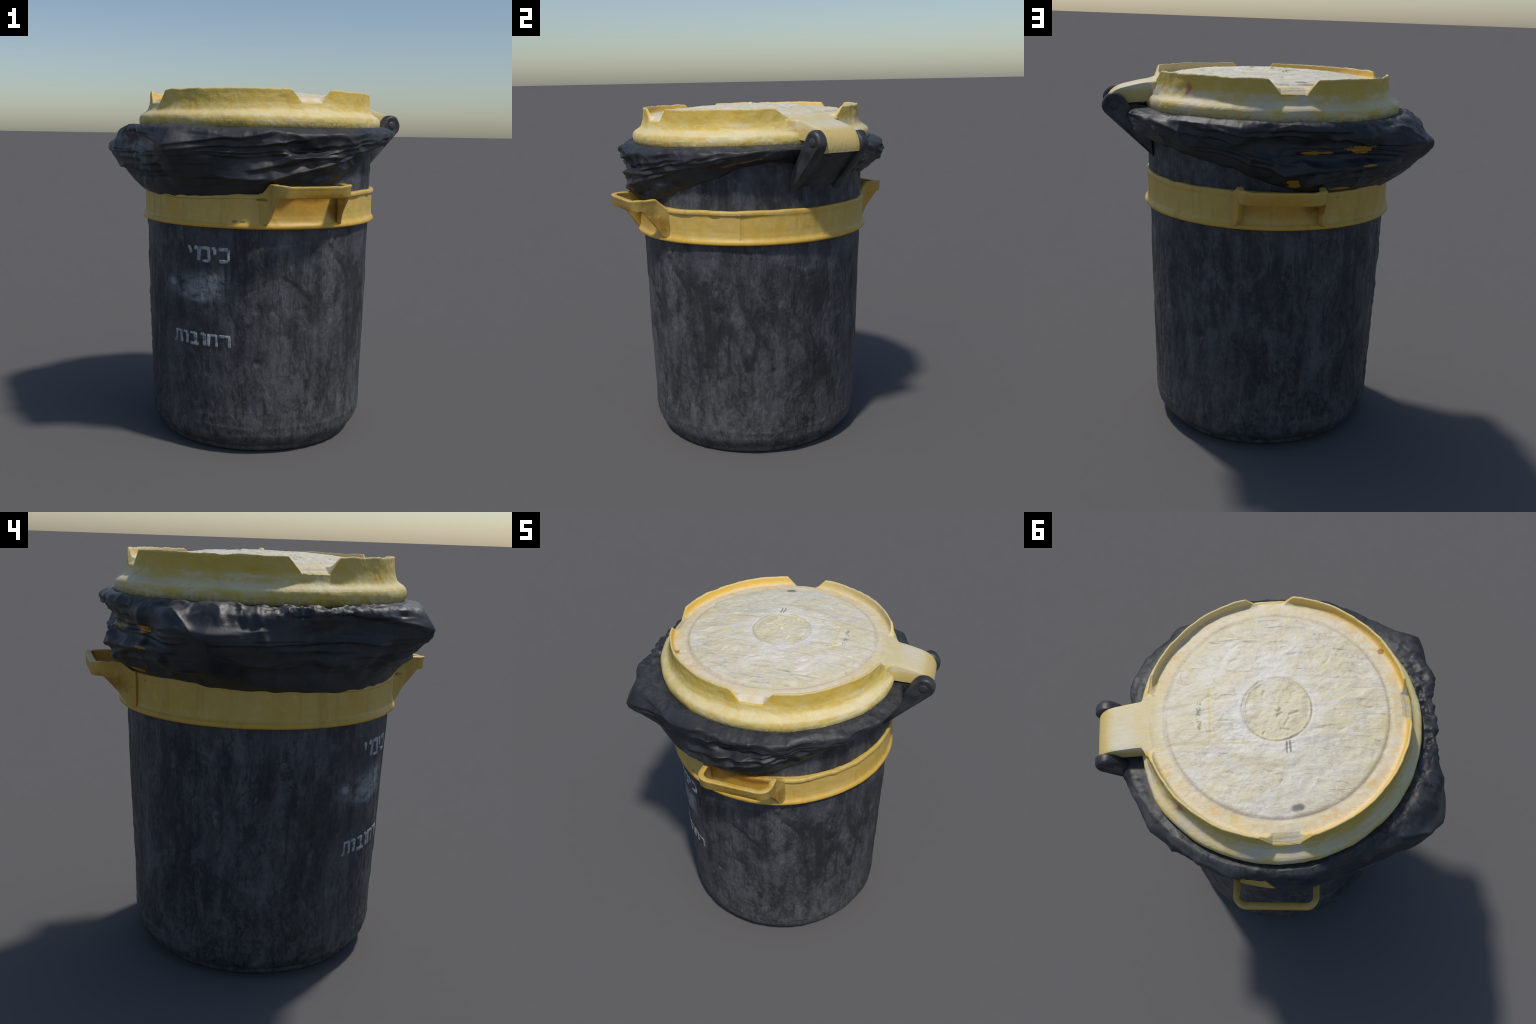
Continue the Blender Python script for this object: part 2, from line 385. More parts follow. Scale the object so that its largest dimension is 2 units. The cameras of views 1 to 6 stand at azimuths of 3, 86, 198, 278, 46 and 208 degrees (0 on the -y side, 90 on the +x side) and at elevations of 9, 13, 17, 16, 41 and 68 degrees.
    # the hinge side is greyer and dustier than the far side
    far = n.step(u, 0.25, -0.35)
    rr = n.add(n.r, n.mul(n.math('SUBTRACT', wob, .5), .03))
    col = n.mix(n.step(rr, 0.535, 0.560), top, gut)
    groove = n.mul(n.step(rr, 0.522, 0.533), n.step(rr, 0.556, 0.542))
    col = n.mix(n.mul(n.mul(groove, n.step(b, .3, .6, .3, 1.0)), 0.5), col, (0.50, 0.40, 0.28))
    # --- inside of the wall: unbleached, deep yellow
    arm = n.mul(n.step(u, 0.55, 0.60), n.step(n.math('ABSOLUTE', v), 0.16, 0.13))
    deep = n.mul(n.mul(n.step(rr, 0.592, 0.622), n.inv(arm)), n.step(n.z, 1.936, 1.948))
    inner = n.mix(n.mul(far, n.step(b, .3, .6, .7, 1.0)), (0.69, 0.52, 0.22), (0.80, 0.49, 0.06))
    col = n.mix(n.mul(deep, 0.9), col, inner)
    # --- outside: yellow wall, paler fillet, pale rounded rim
    wall = n.mix(n.step(b, 0.36, 0.68), (0.62, 0.445, 0.085), (0.66, 0.49, 0.15))
    wall = n.mix(n.mul(n.step(a, 0.45, 0.65), 0.6), wall, (0.63, 0.40, 0.045))
    rim = n.mix(n.step(b, 0.40, 0.64), (0.66, 0.49, 0.12), (0.70, 0.57, 0.24))
    rim = n.mix(n.mul(n.step(a, 0.44, 0.60), 0.8), rim, (0.64, 0.43, 0.07))
    scf = n.add(n.step(n.noise(9, 7, .72, .8, (.55, .55, 1.8), off=(4, 4, 9)), .44, .68), n.mul(n.mul(n.step(n.z, 1.836, 1.850), n.step(n.z, 1.885, 1.862)), .60))
    front = n.ellipse(n.az, n.z, -100, 1.85, 75, 9, wob, .5, (.5, 1.2))
    rim = n.mix(n.mul(n.math('MINIMUM', scf, 1.0), n.step(front, 0, 1, .68, .48)), rim, (0.75, 0.69, 0.50))
    hs = n.mul(n.ellipse(n.az, n.z, 88, 1.85, 62, 9, wob, .6, (.5, 1.1)), n.step(n.noise(7, 7, .7, .8, (1, 1, .7), off=(8, 2, 2)), .42, .60))
    rim = n.mix(n.mul(hs, .7), rim, (0.62, 0.54, 0.43))
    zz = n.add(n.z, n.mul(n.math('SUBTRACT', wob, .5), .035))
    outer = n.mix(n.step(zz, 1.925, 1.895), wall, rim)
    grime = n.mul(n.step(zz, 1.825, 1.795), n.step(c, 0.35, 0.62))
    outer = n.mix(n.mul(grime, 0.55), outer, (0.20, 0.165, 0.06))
    spk = n.step(n.noise(30, 6, .75, .5, off=(1, 8, 3)), .66, .76)
    outer = n.mix(n.mul(spk, .45), outer, (0.24, 0.17, 0.06))
    col = n.mix(n.mul(n.step(n.r, 0.634, 0.640), n.inv(arm)), col, outer)
    # worn pale lip on top of the wall
    lip = n.mul(n.mul(n.step(n.z, 1.974, 1.981), n.step(n.r, 0.60, 0.615)), n.step(c, .3, .6, .35, 1))
    col = n.mix(n.mul(lip, 0.6), col, (0.70, 0.60, 0.34))
    w2 = n.noise(24, 5, .7, .6, off=(2, 9, 4))
    red = n.ellipse(n.az, n.z, 71.3, 1.915, 2.1, .040, w2, 1.2, (.4, 1.1))
    col = n.mix(n.mul(n.mul(red, n.step(n.r, .636, .642)), .75), col, (0.42, 0.10, 0.075))
    rust = n.mul(n.ellipse(n.x, n.y, -.318, -.518, .020, .018, w2, 1.6, (.7, 1.0)), n.step(n.r, .65, .63))
    col = n.mix(n.mul(rust, .85), col, (0.36, 0.15, 0.01))
    # hinge arm: bleached on top, yellower down the end
    armc = n.mix(n.step(b, 0.4, 0.7), (0.66, 0.57, 0.36), (0.65, 0.53, 0.24))
    armc = n.mix(n.mul(n.step(a, .5, .62), .6), armc, (0.67, 0.62, 0.50))
    tip = n.vmax(n.step(n.add(n.z, n.mul(n.math('SUBTRACT', wob, .5), .03)), 1.895, 1.865), n.step(u, .815, .87))
    armc = n.mix(n.mul(tip, 0.8), armc, (0.58, 0.43, 0.13))
    col = n.mix(arm, col, armc)
    h = n.add(n.mul(b, .7), n.add(n.mul(grain, .8), n.add(n.mul(hair, .7), n.mul(c, .3))))
    return n.finish(col, n.step(b, .3, .7, .6, .48), h, 0.35, 0.012, Specular_IOR_Level=0.35)

def mat_clip():
    n = N('black_hinge_plastic')
    a = n.noise(9, 6, .65, .6); b = n.noise(40, 5, .7, .4)
    col = n.mix(n.step(a, .3, .7), (0.018, 0.019, 0.022), (0.055, 0.057, 0.062))
    return n.finish(col, 0.45, b, .25, .006)

M_BARREL, M_PAINT, M_BAG, M_BAND, M_LID, M_CLIP = mat_barrel(), mat_paint(), mat_bag(), mat_band(), mat_lid(), mat_clip()

# ------------------------------------------------------------------ the bin as a whole
root = bpy.data.objects.new('trash_can', None)
bpy.context.scene.collection.objects.link(root)
root['label'] = 'worn black plastic rubbish bin with yellow hinged lid and bin bag'
root['category'] = 'trash can'

# ------------------------------------------------------------------ barrel
BARREL = [(0.0, 0.018), (0.50, 0.018), (0.52, 0.0), (0.552, 0.0), (0.564, 0.007), (0.569, 0.020), (0.569, 0.032),
          (0.573, 0.041), (0.588, 0.046), (0.604, 0.061), (0.619, 0.083), (0.627, 0.105), (0.630, 0.14), (0.632, 0.30),
          (0.640, 0.55), (0.650, 0.90), (0.657, 1.20), (0.660, 1.30), (0.662, 1.45), (0.664, 1.60), (0.664, 1.79), (0.60, 1.79)]
_zr = np.array([(z, r) for r, z in BARREL[11:-1]])

def barrel_relief(az, z):
    ca, sa = np.cos(az * D2R), np.sin(az * D2R)
    big = fbm(ca * 2.2, sa * 2.2, z * 1.6, 3, 5) * 0.0050
    streak = fbm(ca * 11, sa * 11, z * 2.5, 3, 21) * 0.0030
    rough = fbm(ca * 19, sa * 19, z * 13, 4, 40, 0.6)
    pits = -np.clip(vnoise(ca * 16, sa * 16, z * 17, 77) - 0.55, 0, 1) * 0.010
    # a knobbly, badly rubbed strip on the far left
    knob = np.exp(-(adiff(az, -172) / 14.0) ** 2) * np.clip(vnoise(ca * 30, sa * 30, z * 26, 91), 0, 1) * 0.006
    crease = 0
    for zc, w, a in ((0.155, 0.006, 0.0022), (0.215, 0.004, 0.0012)):
        crease = crease + a * np.exp(-((z - zc + 0.008 * vnoise(ca * 3, sa * 3, 0 * z, 9)) / w) ** 2)
    return big + streak + rough * 0.0042 + pits + knob + crease

def barrel_lean(z):
    """the bin leans a touch: the foot sits a little off the axis of the rim"""
    k = np.clip((1.25 - z) / 1.25, 0, 1)
    return 0.001 + 0.005 * k, -0.006 - 0.008 * k

def barrel_r(az, z):
    return np.interp(z, _zr[:, 0], _zr[:, 1]) + barrel_relief(az, z)

def build_barrel():
    prof = densify(BARREL, 0.0085)
    na = 840
    az = np.arange(na) * 360.0 / na - 180
    A, R = np.meshgrid(az, prof[:, 0]); _, Z = np.meshgrid(az, prof[:, 1])
    k = smooth(0.54, 0.57, R) * smooth(0.0, 0.06, Z) * smooth(1.78, 1.76, Z)
    R = R + barrel_relief(A, Z) * k
    Z = Z + np.where(Z < 0.06, 0.003 * vnoise(np.cos(A * D2R) * 9, np.sin(A * D2R) * 9, Z * 4, 3) * smooth(0.004, 0.02, Z), 0)
    R = np.maximum(R, 1e-4 * (np.arange(len(prof)) == 0)[:, None])
    lx, ly = barrel_lean(Z)
    X, Y = polar(R, A)
    return make_obj('barrel', np.stack([X + lx, Y + ly, Z], -1).reshape(-1, 3), grid_faces(len(prof), na), M_BARREL, root)

barrel = build_barrel()

# ------------------------------------------------------------------ stencilled Hebrew words
def letter(cells, strokes, z0, z1, width, slant=0.0):
    """strokes in a unit cell, cell edges given as azimuths (left, right)"""
    a0, a1 = cells
    verts, faces = [], []
    for si, (pts, wk) in enumerate(strokes):
        p = np.array(pts, float)
        q = np.stack([(a0 + (a1 - a0) * p[:, 0]) * D2R * 0.65, z0 + (z1 - z0) * p[:, 1]], -1)
        q = densify(q, 0.006)
        tan = np.gradient(q, axis=0); tan /= np.linalg.norm(tan, axis=1)[:, None]
        nor = np.stack([-tan[:, 1], tan[:, 0]], -1)
        nn = len(q)
        hw = np.full(nn, width * wk * 0.5)
        hw *= 1 + 0.16 * vnoise(q[:, 0] * 60, q[:, 1] * 60, np.zeros(nn), 8 + si)
        hw[0] *= 0.8; hw[-1] *= 0.8
        rows = []
        for f, lift in ((-1, -0.003), (-1, 0.0012), (-0.85, 0.0020), (-0.3, 0.0022), (0.3, 0.0022), (0.85, 0.0020), (1, 0.0012), (1, -0.003)):
            pt = q + nor * (hw * f)[:, None]
            a = pt[:, 0] / 0.65 / D2R; z = pt[:, 1]
            r = barrel_r(a, z) + lift + 0.0004 * si
            x, y = polar(r, a); lx, ly = barrel_lean(z)
            rows.append(np.stack([x + lx, y + ly, z], -1))
        base = len(verts)
        verts += list(np.concatenate(rows))
        m = len(rows)
        for j in range(m - 1):
            for i in range(nn - 1):
                faces.append((base + j*nn + i, base + j*nn + i + 1, base + (j+1)*nn + i + 1, base + (j+1)*nn + i))
        faces.append([base + j*nn for j in range(m)]); faces.append([base + j*nn + nn - 1 for j in range(m)][::-1])
    return make_obj('letter', verts, faces, M_PAINT, barrel)

RESH = [([(0, .90), (1, .90)], 1.2), ([(.9, .86), (.93, 0)], 1.2)]
HET = [([(0, .90), (1, .90)], 1.0), ([(.18, .88), (.14, 0)], 1.5), ([(.9, .9), (.93, 0)], 1.0)]
VAV = [([(0, .92), (.75, .92)], 1.1), ([(.72, .92), (.76, 0)], 1.5)]
BET = [([(0, .92), (.66, .92)], 1.0), ([(.62, .95), (.68, .08)], 1.5), ([(0, .08), (1, .06)], 1.1)]
TAV = [([(.1, .93), (.95, .93)], .9), ([(.85, .92), (.92, 0)], 1.2), ([(.22, .92), (.18, .12)], .9), ([(-.1, .06), (.3, .06)], 1.0)]
for cell, st in (((-105.2, -99.3), RESH), ((-111.4, -105.9), HET), ((-115.0, -112.0), VAV), ((-121.0, -116.0), BET),
                 ((-125.5, -122.2), VAV), ((-131.0, -126.2), TAV)):
    letter(cell, st, 0.607, 0.676, 0.0135)
KAF = [([(0, .90), (.9, .90)], 1.35), ([(.92, .90), (.92, .1)], 1.0), ([(.08, .08), (.9, .08)], 1.35)]
YOD = [([(.1, .95), (.8, .90)], 1.1), ([(.7, .90), (.75, .5)], 1.2)]
MEM = [([(-.1, .95), (.25, .80), (.2, .05)], 1.5), ([(.2, .92), (1, .92)], 1.2), ([(.92, .9), (.95, .05)], 1.3), ([(.45, .06), (1, .06)], 1.0)]
for cell, st in (((-105.0, -99.8), KAF), ((-108.6, -106.2), YOD), ((-117.0, -109.4), MEM), ((-121.8, -119.6), YOD)):
    letter(cell, st, 1.072, 1.152, 0.0150)

# ------------------------------------------------------------------ yellow band
BAND = [(0.650, 1.260), (0.676, 1.260), (0.684, 1.264), (0.686, 1.272), (0.683, 1.281), (0.675, 1.291), (0.671, 1.302),
        (0.669, 1.33), (0.670, 1.38), (0.671, 1.412), (0.673, 1.420), (0.678, 1.426), (0.679, 1.438), (0.676, 1.446), (0.668, 1.449), (0.650, 1.448)]

def build_band():
    prof = densify(BAND, 0.006)
    na = 1080
    az = np.arange(na) * 360.0 / na - 180
    A, R = np.meshgrid(az, prof[:, 0]); _, Z = np.meshgrid(az, prof[:, 1])
    ca, sa = np.cos(A * D2R), np.sin(A * D2R)
    out = smooth(0.660, 0.668, R)
    R = R + out * (fbm(ca * 3, sa * 3, Z * 4, 3, 61) * 0.003 + fbm(ca * 16, sa * 16, Z * 16, 3, 66) * 0.0016)
    mid = smooth(1.29, 1.30, Z) * smooth(1.43, 1.42, Z)
    for a0, amp in ((-9.0, .005), (36.8, .0025), (114, .0025), (-155, .003), (165, .002)):
        R = R + mid * out * amp * np.exp(-(adiff(A, a0) / 0.42) ** 4)
    # the lip overhangs most between the front handle and the hinge
    lipz = smooth(1.418, 1.428, Z)
    over = np.exp(-(adiff(A, -22) / 26.0) ** 4)
    R = R + lipz * out * (0.006 * over * (0.6 + 0.8 * vnoise(ca * 14, sa * 14, Z * 0, 4)) - 0.004 * (1 - over))
    R = R + out * (0.014 * np.exp(-(adiff(A, -66) / 34.0) ** 4) + 0.011 * np.exp(-(adiff(A, 130) / 52.0) ** 4))
    dip = -0.020 * np.exp(-(adiff(A, -122) / 26.0) ** 2)
    Z = Z + lipz * (dip + 0.003 * vnoise(ca * 9, sa * 9, Z * 0, 14))
    X, Y = polar(R, A)
    return make_obj('band', np.stack([X + 0.002, Y - 0.004, Z], -1).reshape(-1, 3), grid_faces(len(prof), na), M_BAND, root)

band = build_band()

def build_handle(az0, drop):
    """strap bent to a U, its two cheeks running down the band as tapering gussets"""
    HW, OUT, RC, T = 0.198, 0.828, 0.046, 0.023
    path = [(-(HW + 0.030), 0.640), (-(HW + 0.020), 0.655), (-(HW + 0.006), 0.680), (-HW, 0.705)]
    path += [(-HW, d) for d in np.linspace(0.72, OUT - RC, 5)]
    path += [(-HW + RC - RC * math.cos(t), OUT - RC + RC * math.sin(t)) for t in np.linspace(0.15, math.pi / 2, 9)]
    path += [(t, OUT) for t in np.linspace(-HW + RC + 0.01, 0, 14)]
    path = np.array(path); path = np.concatenate([path, path[-2::-1] * [-1, 1]])
    tan = np.gradient(path, axis=0); tan /= np.linalg.norm(tan, axis=1)[:, None]
    nor = np.stack([-tan[:, 1], tan[:, 0]], -1)      # points outwards
    verts = []
    for i, ((t, d), nr) in enumerate(zip(path, nor)):
        sag = 0.007 * float(smooth(HW - .01, HW - .07, abs(t)))
        top = 1.507 - drop - sag - (0.060 - drop) * float(smooth(0.715, 0.645, d)) + 0.0020 * float(vnoise(t * 30, d * 30, 0, 6))
        bar = 1.444 - drop - sag * .5 + 0.0015 * float(vnoise(t * 26, d * 26, 3, 7))
        q = min(max((d - 0.670) / (0.790 - 0.670), 0), 1)
        low = 1.276 + (bar - 1.276) * (q ** 0.85) if abs(t) > HW - 0.03 else bar
        th = T * 0.5
        lip = 0.004
        for s, z in ((-th + .003, low), (th - .003, low), (th, low + .004), (th, top - .016), (th + lip, top - .011), (th + lip, top - .003),
                     (th + lip - .004, top), (-th - lip + .004, top), (-th - lip, top - .003), (-th - lip, top - .011), (-th, top - .016), (-th, low + .004)):
            p = (t + nr[0] * s, d + nr[1] * s)
            verts.append(local(p[1], p[0], z, az0))
    k = 12; n = len(path)
    faces = [tuple(int(v) for v in f) for f in grid_faces(n, k, True, False)]
    faces.append(list(range(k))[::-1]); faces.append([(n - 1) * k + j for j in range(k)])
    return make_obj('handle', verts, faces, M_BAND, band, True, 50)

build_handle(-65.8, 0.008)
build_handle(114.3, 0.020)

# ------------------------------------------------------------------ lid
def wall_height(az):
    """height of the upstanding wall over the gutter: three finger notches and the wide hinge gap"""
    gap = 0.0 * az
    rel = adiff(az, HINGE)
    for c, w0, w1 in ((0.0, 12.8, 21.0), (90.0, 5.6, 11.0), (180.0, 5.6, 11.0), (-90.0, 5.6, 11.0)):
        d = np.abs(adiff(rel, c))
        gap = np.maximum(gap, 1 - np.clip((d - w0) / (w1 - w0), 0, 1))
    return 1 - gap

def build_lid():
    FLOOR, TOP = 1.918, 1.984
    # outer part, from the underside of the rim over the wall to the gutter; last column: share of wall height
    outer = [(0.60, 1.785, 0), (0.668, 1.776, 0), (0.690, 1.777, 0), (0.699, 1.785, 0), (0.704, 1.798, 0), (0.706, 1.815, 0), (0.705, 1.830, 0), (0.700, 1.843, 0),
             (0.690, 1.853, 0), (0.678, 1.860, 0), (0.667, 1.867, 0), (0.658, 1.876, 0), (0.652, 1.888, 0), (0.648, 1.902, 0), (0.6455, FLOOR - .005, 0.0),
             (0.6435, FLOOR + .012, .2), (0.6425, FLOOR + .028, .45), (0.6415, FLOOR + .045, .7), (0.641, TOP - .006, .92), (0.639, TOP - .001, 1), (0.635, TOP, 1), (0.631, TOP - .001, 1),
             (0.629, TOP - .006, .92), (0.627, FLOOR + .045, .7), (0.624, FLOOR + .034, .40), (0.619, FLOOR + .027, .16), (0.611, FLOOR + .022, .03),
             (0.600, FLOOR + .022, 0), (0.585, FLOOR + .025, 0), (0.570, FLOOR + .0275, 0), (0.556, FLOOR + .029, 0), (0.546, FLOOR + .0285, 0), (0.539, FLOOR + .028, 0), (0.533, FLOOR + .033, 0), (0.526, FLOOR + .0375, 0)]
    o = np.array(outer)
    # densify where needed
    prof = []
    for a, b in zip(o[:-1], o[1:]):
        m = max(int(math.ceil(math.hypot(*(b - a)[:2]) / 0.007)), 1)
        prof += [a + (b - a) * t for t in np.linspace(0, 1, m + 1)[:-1]]
    prof.append(o[-1])
    for r in np.concatenate([np.linspace(0.520, 0.182, 74), np.linspace(0.177, 0.146, 14), np.linspace(0.141, 0.0005, 34)]):
        prof.append((r, 1.9915 - 0.125 * r * r, 0))
    prof = np.array(prof)
    na = 1260
    az = np.arange(na) * 360.0 / na - 180
    A, R = np.meshgrid(az, prof[:, 0]); _, Z = np.meshgrid(az, prof[:, 1]); _, W = np.meshgrid(az, prof[:, 2])
    isw = W > 0
    H = wall_height(A)
    flat = np.where(R > 0.6355, FLOOR - .003, FLOOR - .001 + np.clip((0.634 - R) / 0.024, 0, 1) * 0.022)
    chip = 0.0055 * fbm(np.cos(A * D2R) * 10, np.sin(A * D2R) * 10, 0 * A, 3, 31)
    topz = flat + (TOP - flat) * H + H * chip
    Z = np.where(isw, np.minimum(Z + H * W * chip,
                                 np.where(W >= 1, topz - (TOP - Z), topz - (1 - W) * 0.004)), Z)
    ca, sa = np.cos(A * D2R), np.sin(A * D2R)
    # radial wobble of the outside, dents
    ow = smooth(0.60, 0.64, R)
    R2 = R - 0.026 * smooth(0.652, 0.69, R) * np.exp(-(adiff(A, HINGE + 2) / 24.0) ** 4) + ow * (fbm(ca * 4, sa * 4, Z * 5, 3, 12) * 0.006 + fbm(ca * 12, sa * 12, Z * 28, 4, 15) * 0.0030)
    Z = Z + smooth(0.645, 0.66, R) * (fbm(ca * 6, sa * 6, Z * 3, 3, 18) * 0.005)
    # plate relief: grain along the hinge axis, lumps, the sunken ring of the middle disc, a boss
    ch, sh = math.cos(HINGE * D2R), math.sin(HINGE * D2R)
    X0, Y0 = R * ca, R * sa
    U, V = X0 * ch + Y0 * sh, Y0 * ch - X0 * sh
    pl = smooth(0.60, 0.50, R)
    rel = fbm(U * 6, V * 9, 0 * U, 4, 51) * 0.0055 + fbm(U * 18, V * 23, 0 * U, 4, 57, .6) * 0.0048
    ridge = 1 - np.abs(fbm(U * 4.0, V * 8, 0 * U + 2, 3, 63)) * 7
    rel = rel - np.clip(ridge, 0, 1) ** 2 * 0.0035 * np.clip(vnoise(U * 4, V * 4, 0 * U, 65) + .2, 0, 1)
    indisc = smooth(0.162, 0.154, R)
    rel = rel + indisc * (fbm(U * 11, V * 11, 0 * U, 3, 71) * 0.0090 - 0.001)
    soft = 0.6 + 0.4 * vnoise(ca * 4, sa * 4, 0 * U, 77)
    rel = rel + 0.0050 * soft * np.exp(-((R - 0.156) / 0.005) ** 2) - 0.0042 * soft * np.exp(-((R - 0.167) / 0.0045) ** 2) + 0.0025 * soft * np.exp(-((R - 0.179) / 0.008) ** 2)
    rel = rel + 0.009 * np.exp(-(R / 0.013) ** 4) - 0.003 * np.exp(-((R - 0.018) / 0.004) ** 2)
    rel = rel - 0.0025 * np.exp(-((U - 0.318) / 0.006) ** 2) * smooth(0.16, 0.12, np.abs(V))
    rel = rel - 0.0020 * np.exp(-((V - 0.150 + 0.02 * U) / 0.006) ** 2) * smooth(0.08, 0.14, U)
    for gu, gv, ga, gl in ((-.04, .075, 55, .05), (.06, -.085, 70, .035), (-.075, .03, 20, .05), (-.03, .11, -15, .045), (-.01, .03, 25, .03), (.07, .12, 70, .02)):
        c, s = math.cos(ga * D2R), math.sin(ga * D2R)
        a = (U - gu) * c + (V - gv) * s; b = (V - gv) * c - (U - gu) * s
        rel = rel - 0.0075 * np.exp(-(b / 0.0060) ** 2) * smooth(gl * .6, gl * .4, np.abs(a))
    rng = np.random.RandomState(11)
    for i in range(34):
        rr, tt = 0.50 * math.sqrt(rng.uniform(.12, 1)), rng.uniform(0, 2 * math.pi)
        ga, gl, gw, gd = rng.normal(0, 38) * D2R, rng.uniform(.012, .055), rng.uniform(.004, .008), rng.uniform(.002, .0055) * rng.choice([1, 1, 1, -.7])
        c, s = math.cos(ga), math.sin(ga)
        a = (U - rr * math.cos(tt)) * c + (V - rr * math.sin(tt)) * s; b = (V - rr * math.sin(tt)) * c - (U - rr * math.cos(tt)) * s
        b = b + 6.0 * a * a * rng.choice([-1, 1])
        rel = rel - gd * np.exp(-(b / gw) ** 2) * smooth(gl, gl * .4, np.abs(a))
    Z = Z + pl * rel
    gu = smooth(0.535, 0.56, R) * smooth(0.625, 0.60, R)
    Z = Z + gu * (fbm(ca * 9, sa * 9, R * 9, 3, 81) * 0.0045)
    X, Y = polar(R2, A)
    return make_obj('lid', np.stack([X, Y, Z], -1).reshape(-1, 3), grid_faces(len(prof), na)[:, ::-1].copy(), M_LID, root)

lid = build_lid()

def build_arm():
    """flat tongue of the lid that bends down over the hinge pin"""
    top = densify([(0.575, 1.936), (0.61, 1.931), (0.64, 1.923), (0.70, 1.911), (0.755, 1.900), (0.80, 1.888), (0.838, 1.870), (0.866, 1.845), (0.882, 1.815), (0.887, 1.785), (0.884, 1.760)], 0.012, True)
    bot = densify([(0.585, 1.82), (0.64, 1.818), (0.70, 1.816), (0.75, 1.812), (0.79, 1.806), (0.82, 1.798), (0.84, 1.788), (0.855, 1.778), (0.862, 1.770), (0.866, 1.760)], 0.012, True)
    n = 34
    def res(p):
        s = np.concatenate([[0], np.cumsum(np.hypot(*np.diff(p, axis=0).T))]); s /= s[-1]
        return np.stack([np.interp(np.linspace(0, 1, n), s, p[:, k]) for k in (0, 1)], -1)
    top, bot = res(top), res(bot)
    verts = []
    K = 14
    for i in range(n):
        d = top[i, 0]
        hw = 0.124 - 0.005 * float(smooth(0.62, 0.86, d)) + 0.055 * float(smooth(0.665, 0.625, d)) ** 1.5
        t, b = top[i], bot[i]
        nv = (t - b) / max(np.hypot(*(t - b)), 1e-6)
        def lay(frac, off): return b + (t - b) * frac + nv * off
        e = 0.010
        sec = []
        for w in np.linspace(-1, 1, 9):
            sec.append((w * (hw - e), lay(1, -0.001 * w * w)))
        sec.append((hw - e * .3, lay(1, -.0035))); sec.append((hw, lay(1, -.011)))
        sec.append((hw, lay(0, 0.0)))
        sec.append((-hw, lay(0, 0.0))); sec.append((-hw, lay(1, -.011))); sec.append((-(hw - e * .3), lay(1, -.0035)))
        for (tt, (dd, z)) in sec:
            zz = z + 0.0028 * float(fbm(np.array(dd * 9), np.array(tt * 9), np.array(z * 9), 2, 33))
            verts.append(local(dd, tt, zz, HINGE))
    k = len(sec)
    faces = [tuple(int(v) for v in f) for f in grid_faces(n, k)]
    faces.append(list(range(k))[::-1]); faces.append([(n - 1) * k + j for j in range(k)])
    return make_obj('hinge_arm', verts, faces, M_LID, lid, True, 45)

build_arm()

# ------------------------------------------------------------------ hinge brackets on the barrel
def hull_outline(circ, pts, n=28):
    """outline of a round head tapering to the given foot points (upper, lower)"""
    (d, z, r) = circ
    (ud, uz), (ld, lz) = pts
    def tangent(px, pz, sgn):
        L = math.hypot(px - d, pz - z); a = math.atan2(pz - z, px - d); return a + sgn * math.acos(min(r / L, 1))
    a0, a1 = tangent(ud, uz, -1), tangent(ld, lz, 1)
    while a1 > a0: a1 -= 2 * math.pi
    arc = [(d + r * math.cos(t), z + r * math.sin(t)) for t in np.linspace(a0, a1, n)]
    return [(ud, uz)] + arc + [(ld, lz)]

def build_clip(side):
    HZ = 1.812 - (0.014 if side > 0 else 0.0)
    o = np.array(hull_outline((0.838, HZ, 0.064), ((0.645, 1.630), (0.640, 1.530))))
    t0, t1 = 0.113, 0.166
    mid = o.mean(0)
    layers = [(t0, 0.008), (t0 + .007, 0.0), (t1 - .020, 0.0), (t1 - .008, .0035), (t1 - .001, .011), (t1, .018), (t1 - .004, .027)]
    verts, n = [], len(o)
    for t, inset in layers:
        v = mid - o; v /= np.linalg.norm(v, axis=1)[:, None]
        for d, z in o + v * inset:
            w = 0.0045 * float(vnoise(d * 20, z * 20, t * 20, 44))
            verts.append(local(d, side * (t + w), z + w, HINGE))
    faces = [tuple(int(v) for v in f) for f in grid_faces(len(layers), n)]
    faces.append(list(range(n))[::-1]); faces.append([(len(layers) - 1) * n + j for j in range(n)])
    clip = make_obj('hinge_bracket', verts, faces, M_CLIP, root, True, 40)
    # pin head: a low dome
    verts, m = [], 20
    prof = [(0.028, -0.010), (0.027, -0.001), (0.024, 0.003), (0.018, 0.006), (0.010, 0.0075), (0.001, 0.008)]
    for r, h in prof:
        for j in range(m):
            a = 2 * math.pi * j / m
            verts.append(local(0.838 + r * math.cos(a), side * (t1 - 0.005 + h), HZ + 0.002 + r * math.sin(a), HINGE))
    make_obj('hinge_pin', verts, [tuple(int(v) for v in f) for f in grid_faces(len(prof), m)], M_CLIP, clip, True, 40)

build_clip(-1)
build_clip(1)

def build_bridge():
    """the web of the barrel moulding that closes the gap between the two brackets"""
    o = [(0.640, 1.790), (0.70, 1.800), (0.79, 1.792), (0.828, 1.778), (0.842, 1.762), (0.836, 1.745), (0.80, 1.706), (0.745, 1.650), (0.69, 1.595), (0.640, 1.545)]
    o = densify(o, 0.012, True); n = len(o)
    ts = np.linspace(-0.1195, 0.1195, 15); verts = []
    for t in ts:
        dent = 0.008 * (1 - (t / 0.12) ** 2)
        for d, z in o:
            k = float(smooth(0.66, 0.70, d)) * float(smooth(1.80, 1.75, z))
            verts.append(local(d - dent * k, t, z + dent * .6 * k + .004 * float(vnoise(d * 20, t * 20, z * 20, 48)), HINGE))
    faces = [tuple(int(v) for v in f) for f in grid_faces(len(ts), n)]
    faces.append(list(range(n))[::-1]); faces.append([(len(ts) - 1) * n + j for j in range(n)])
    return make_obj('hinge_web', verts, faces, M_CLIP, root, True, 50)

build_bridge()

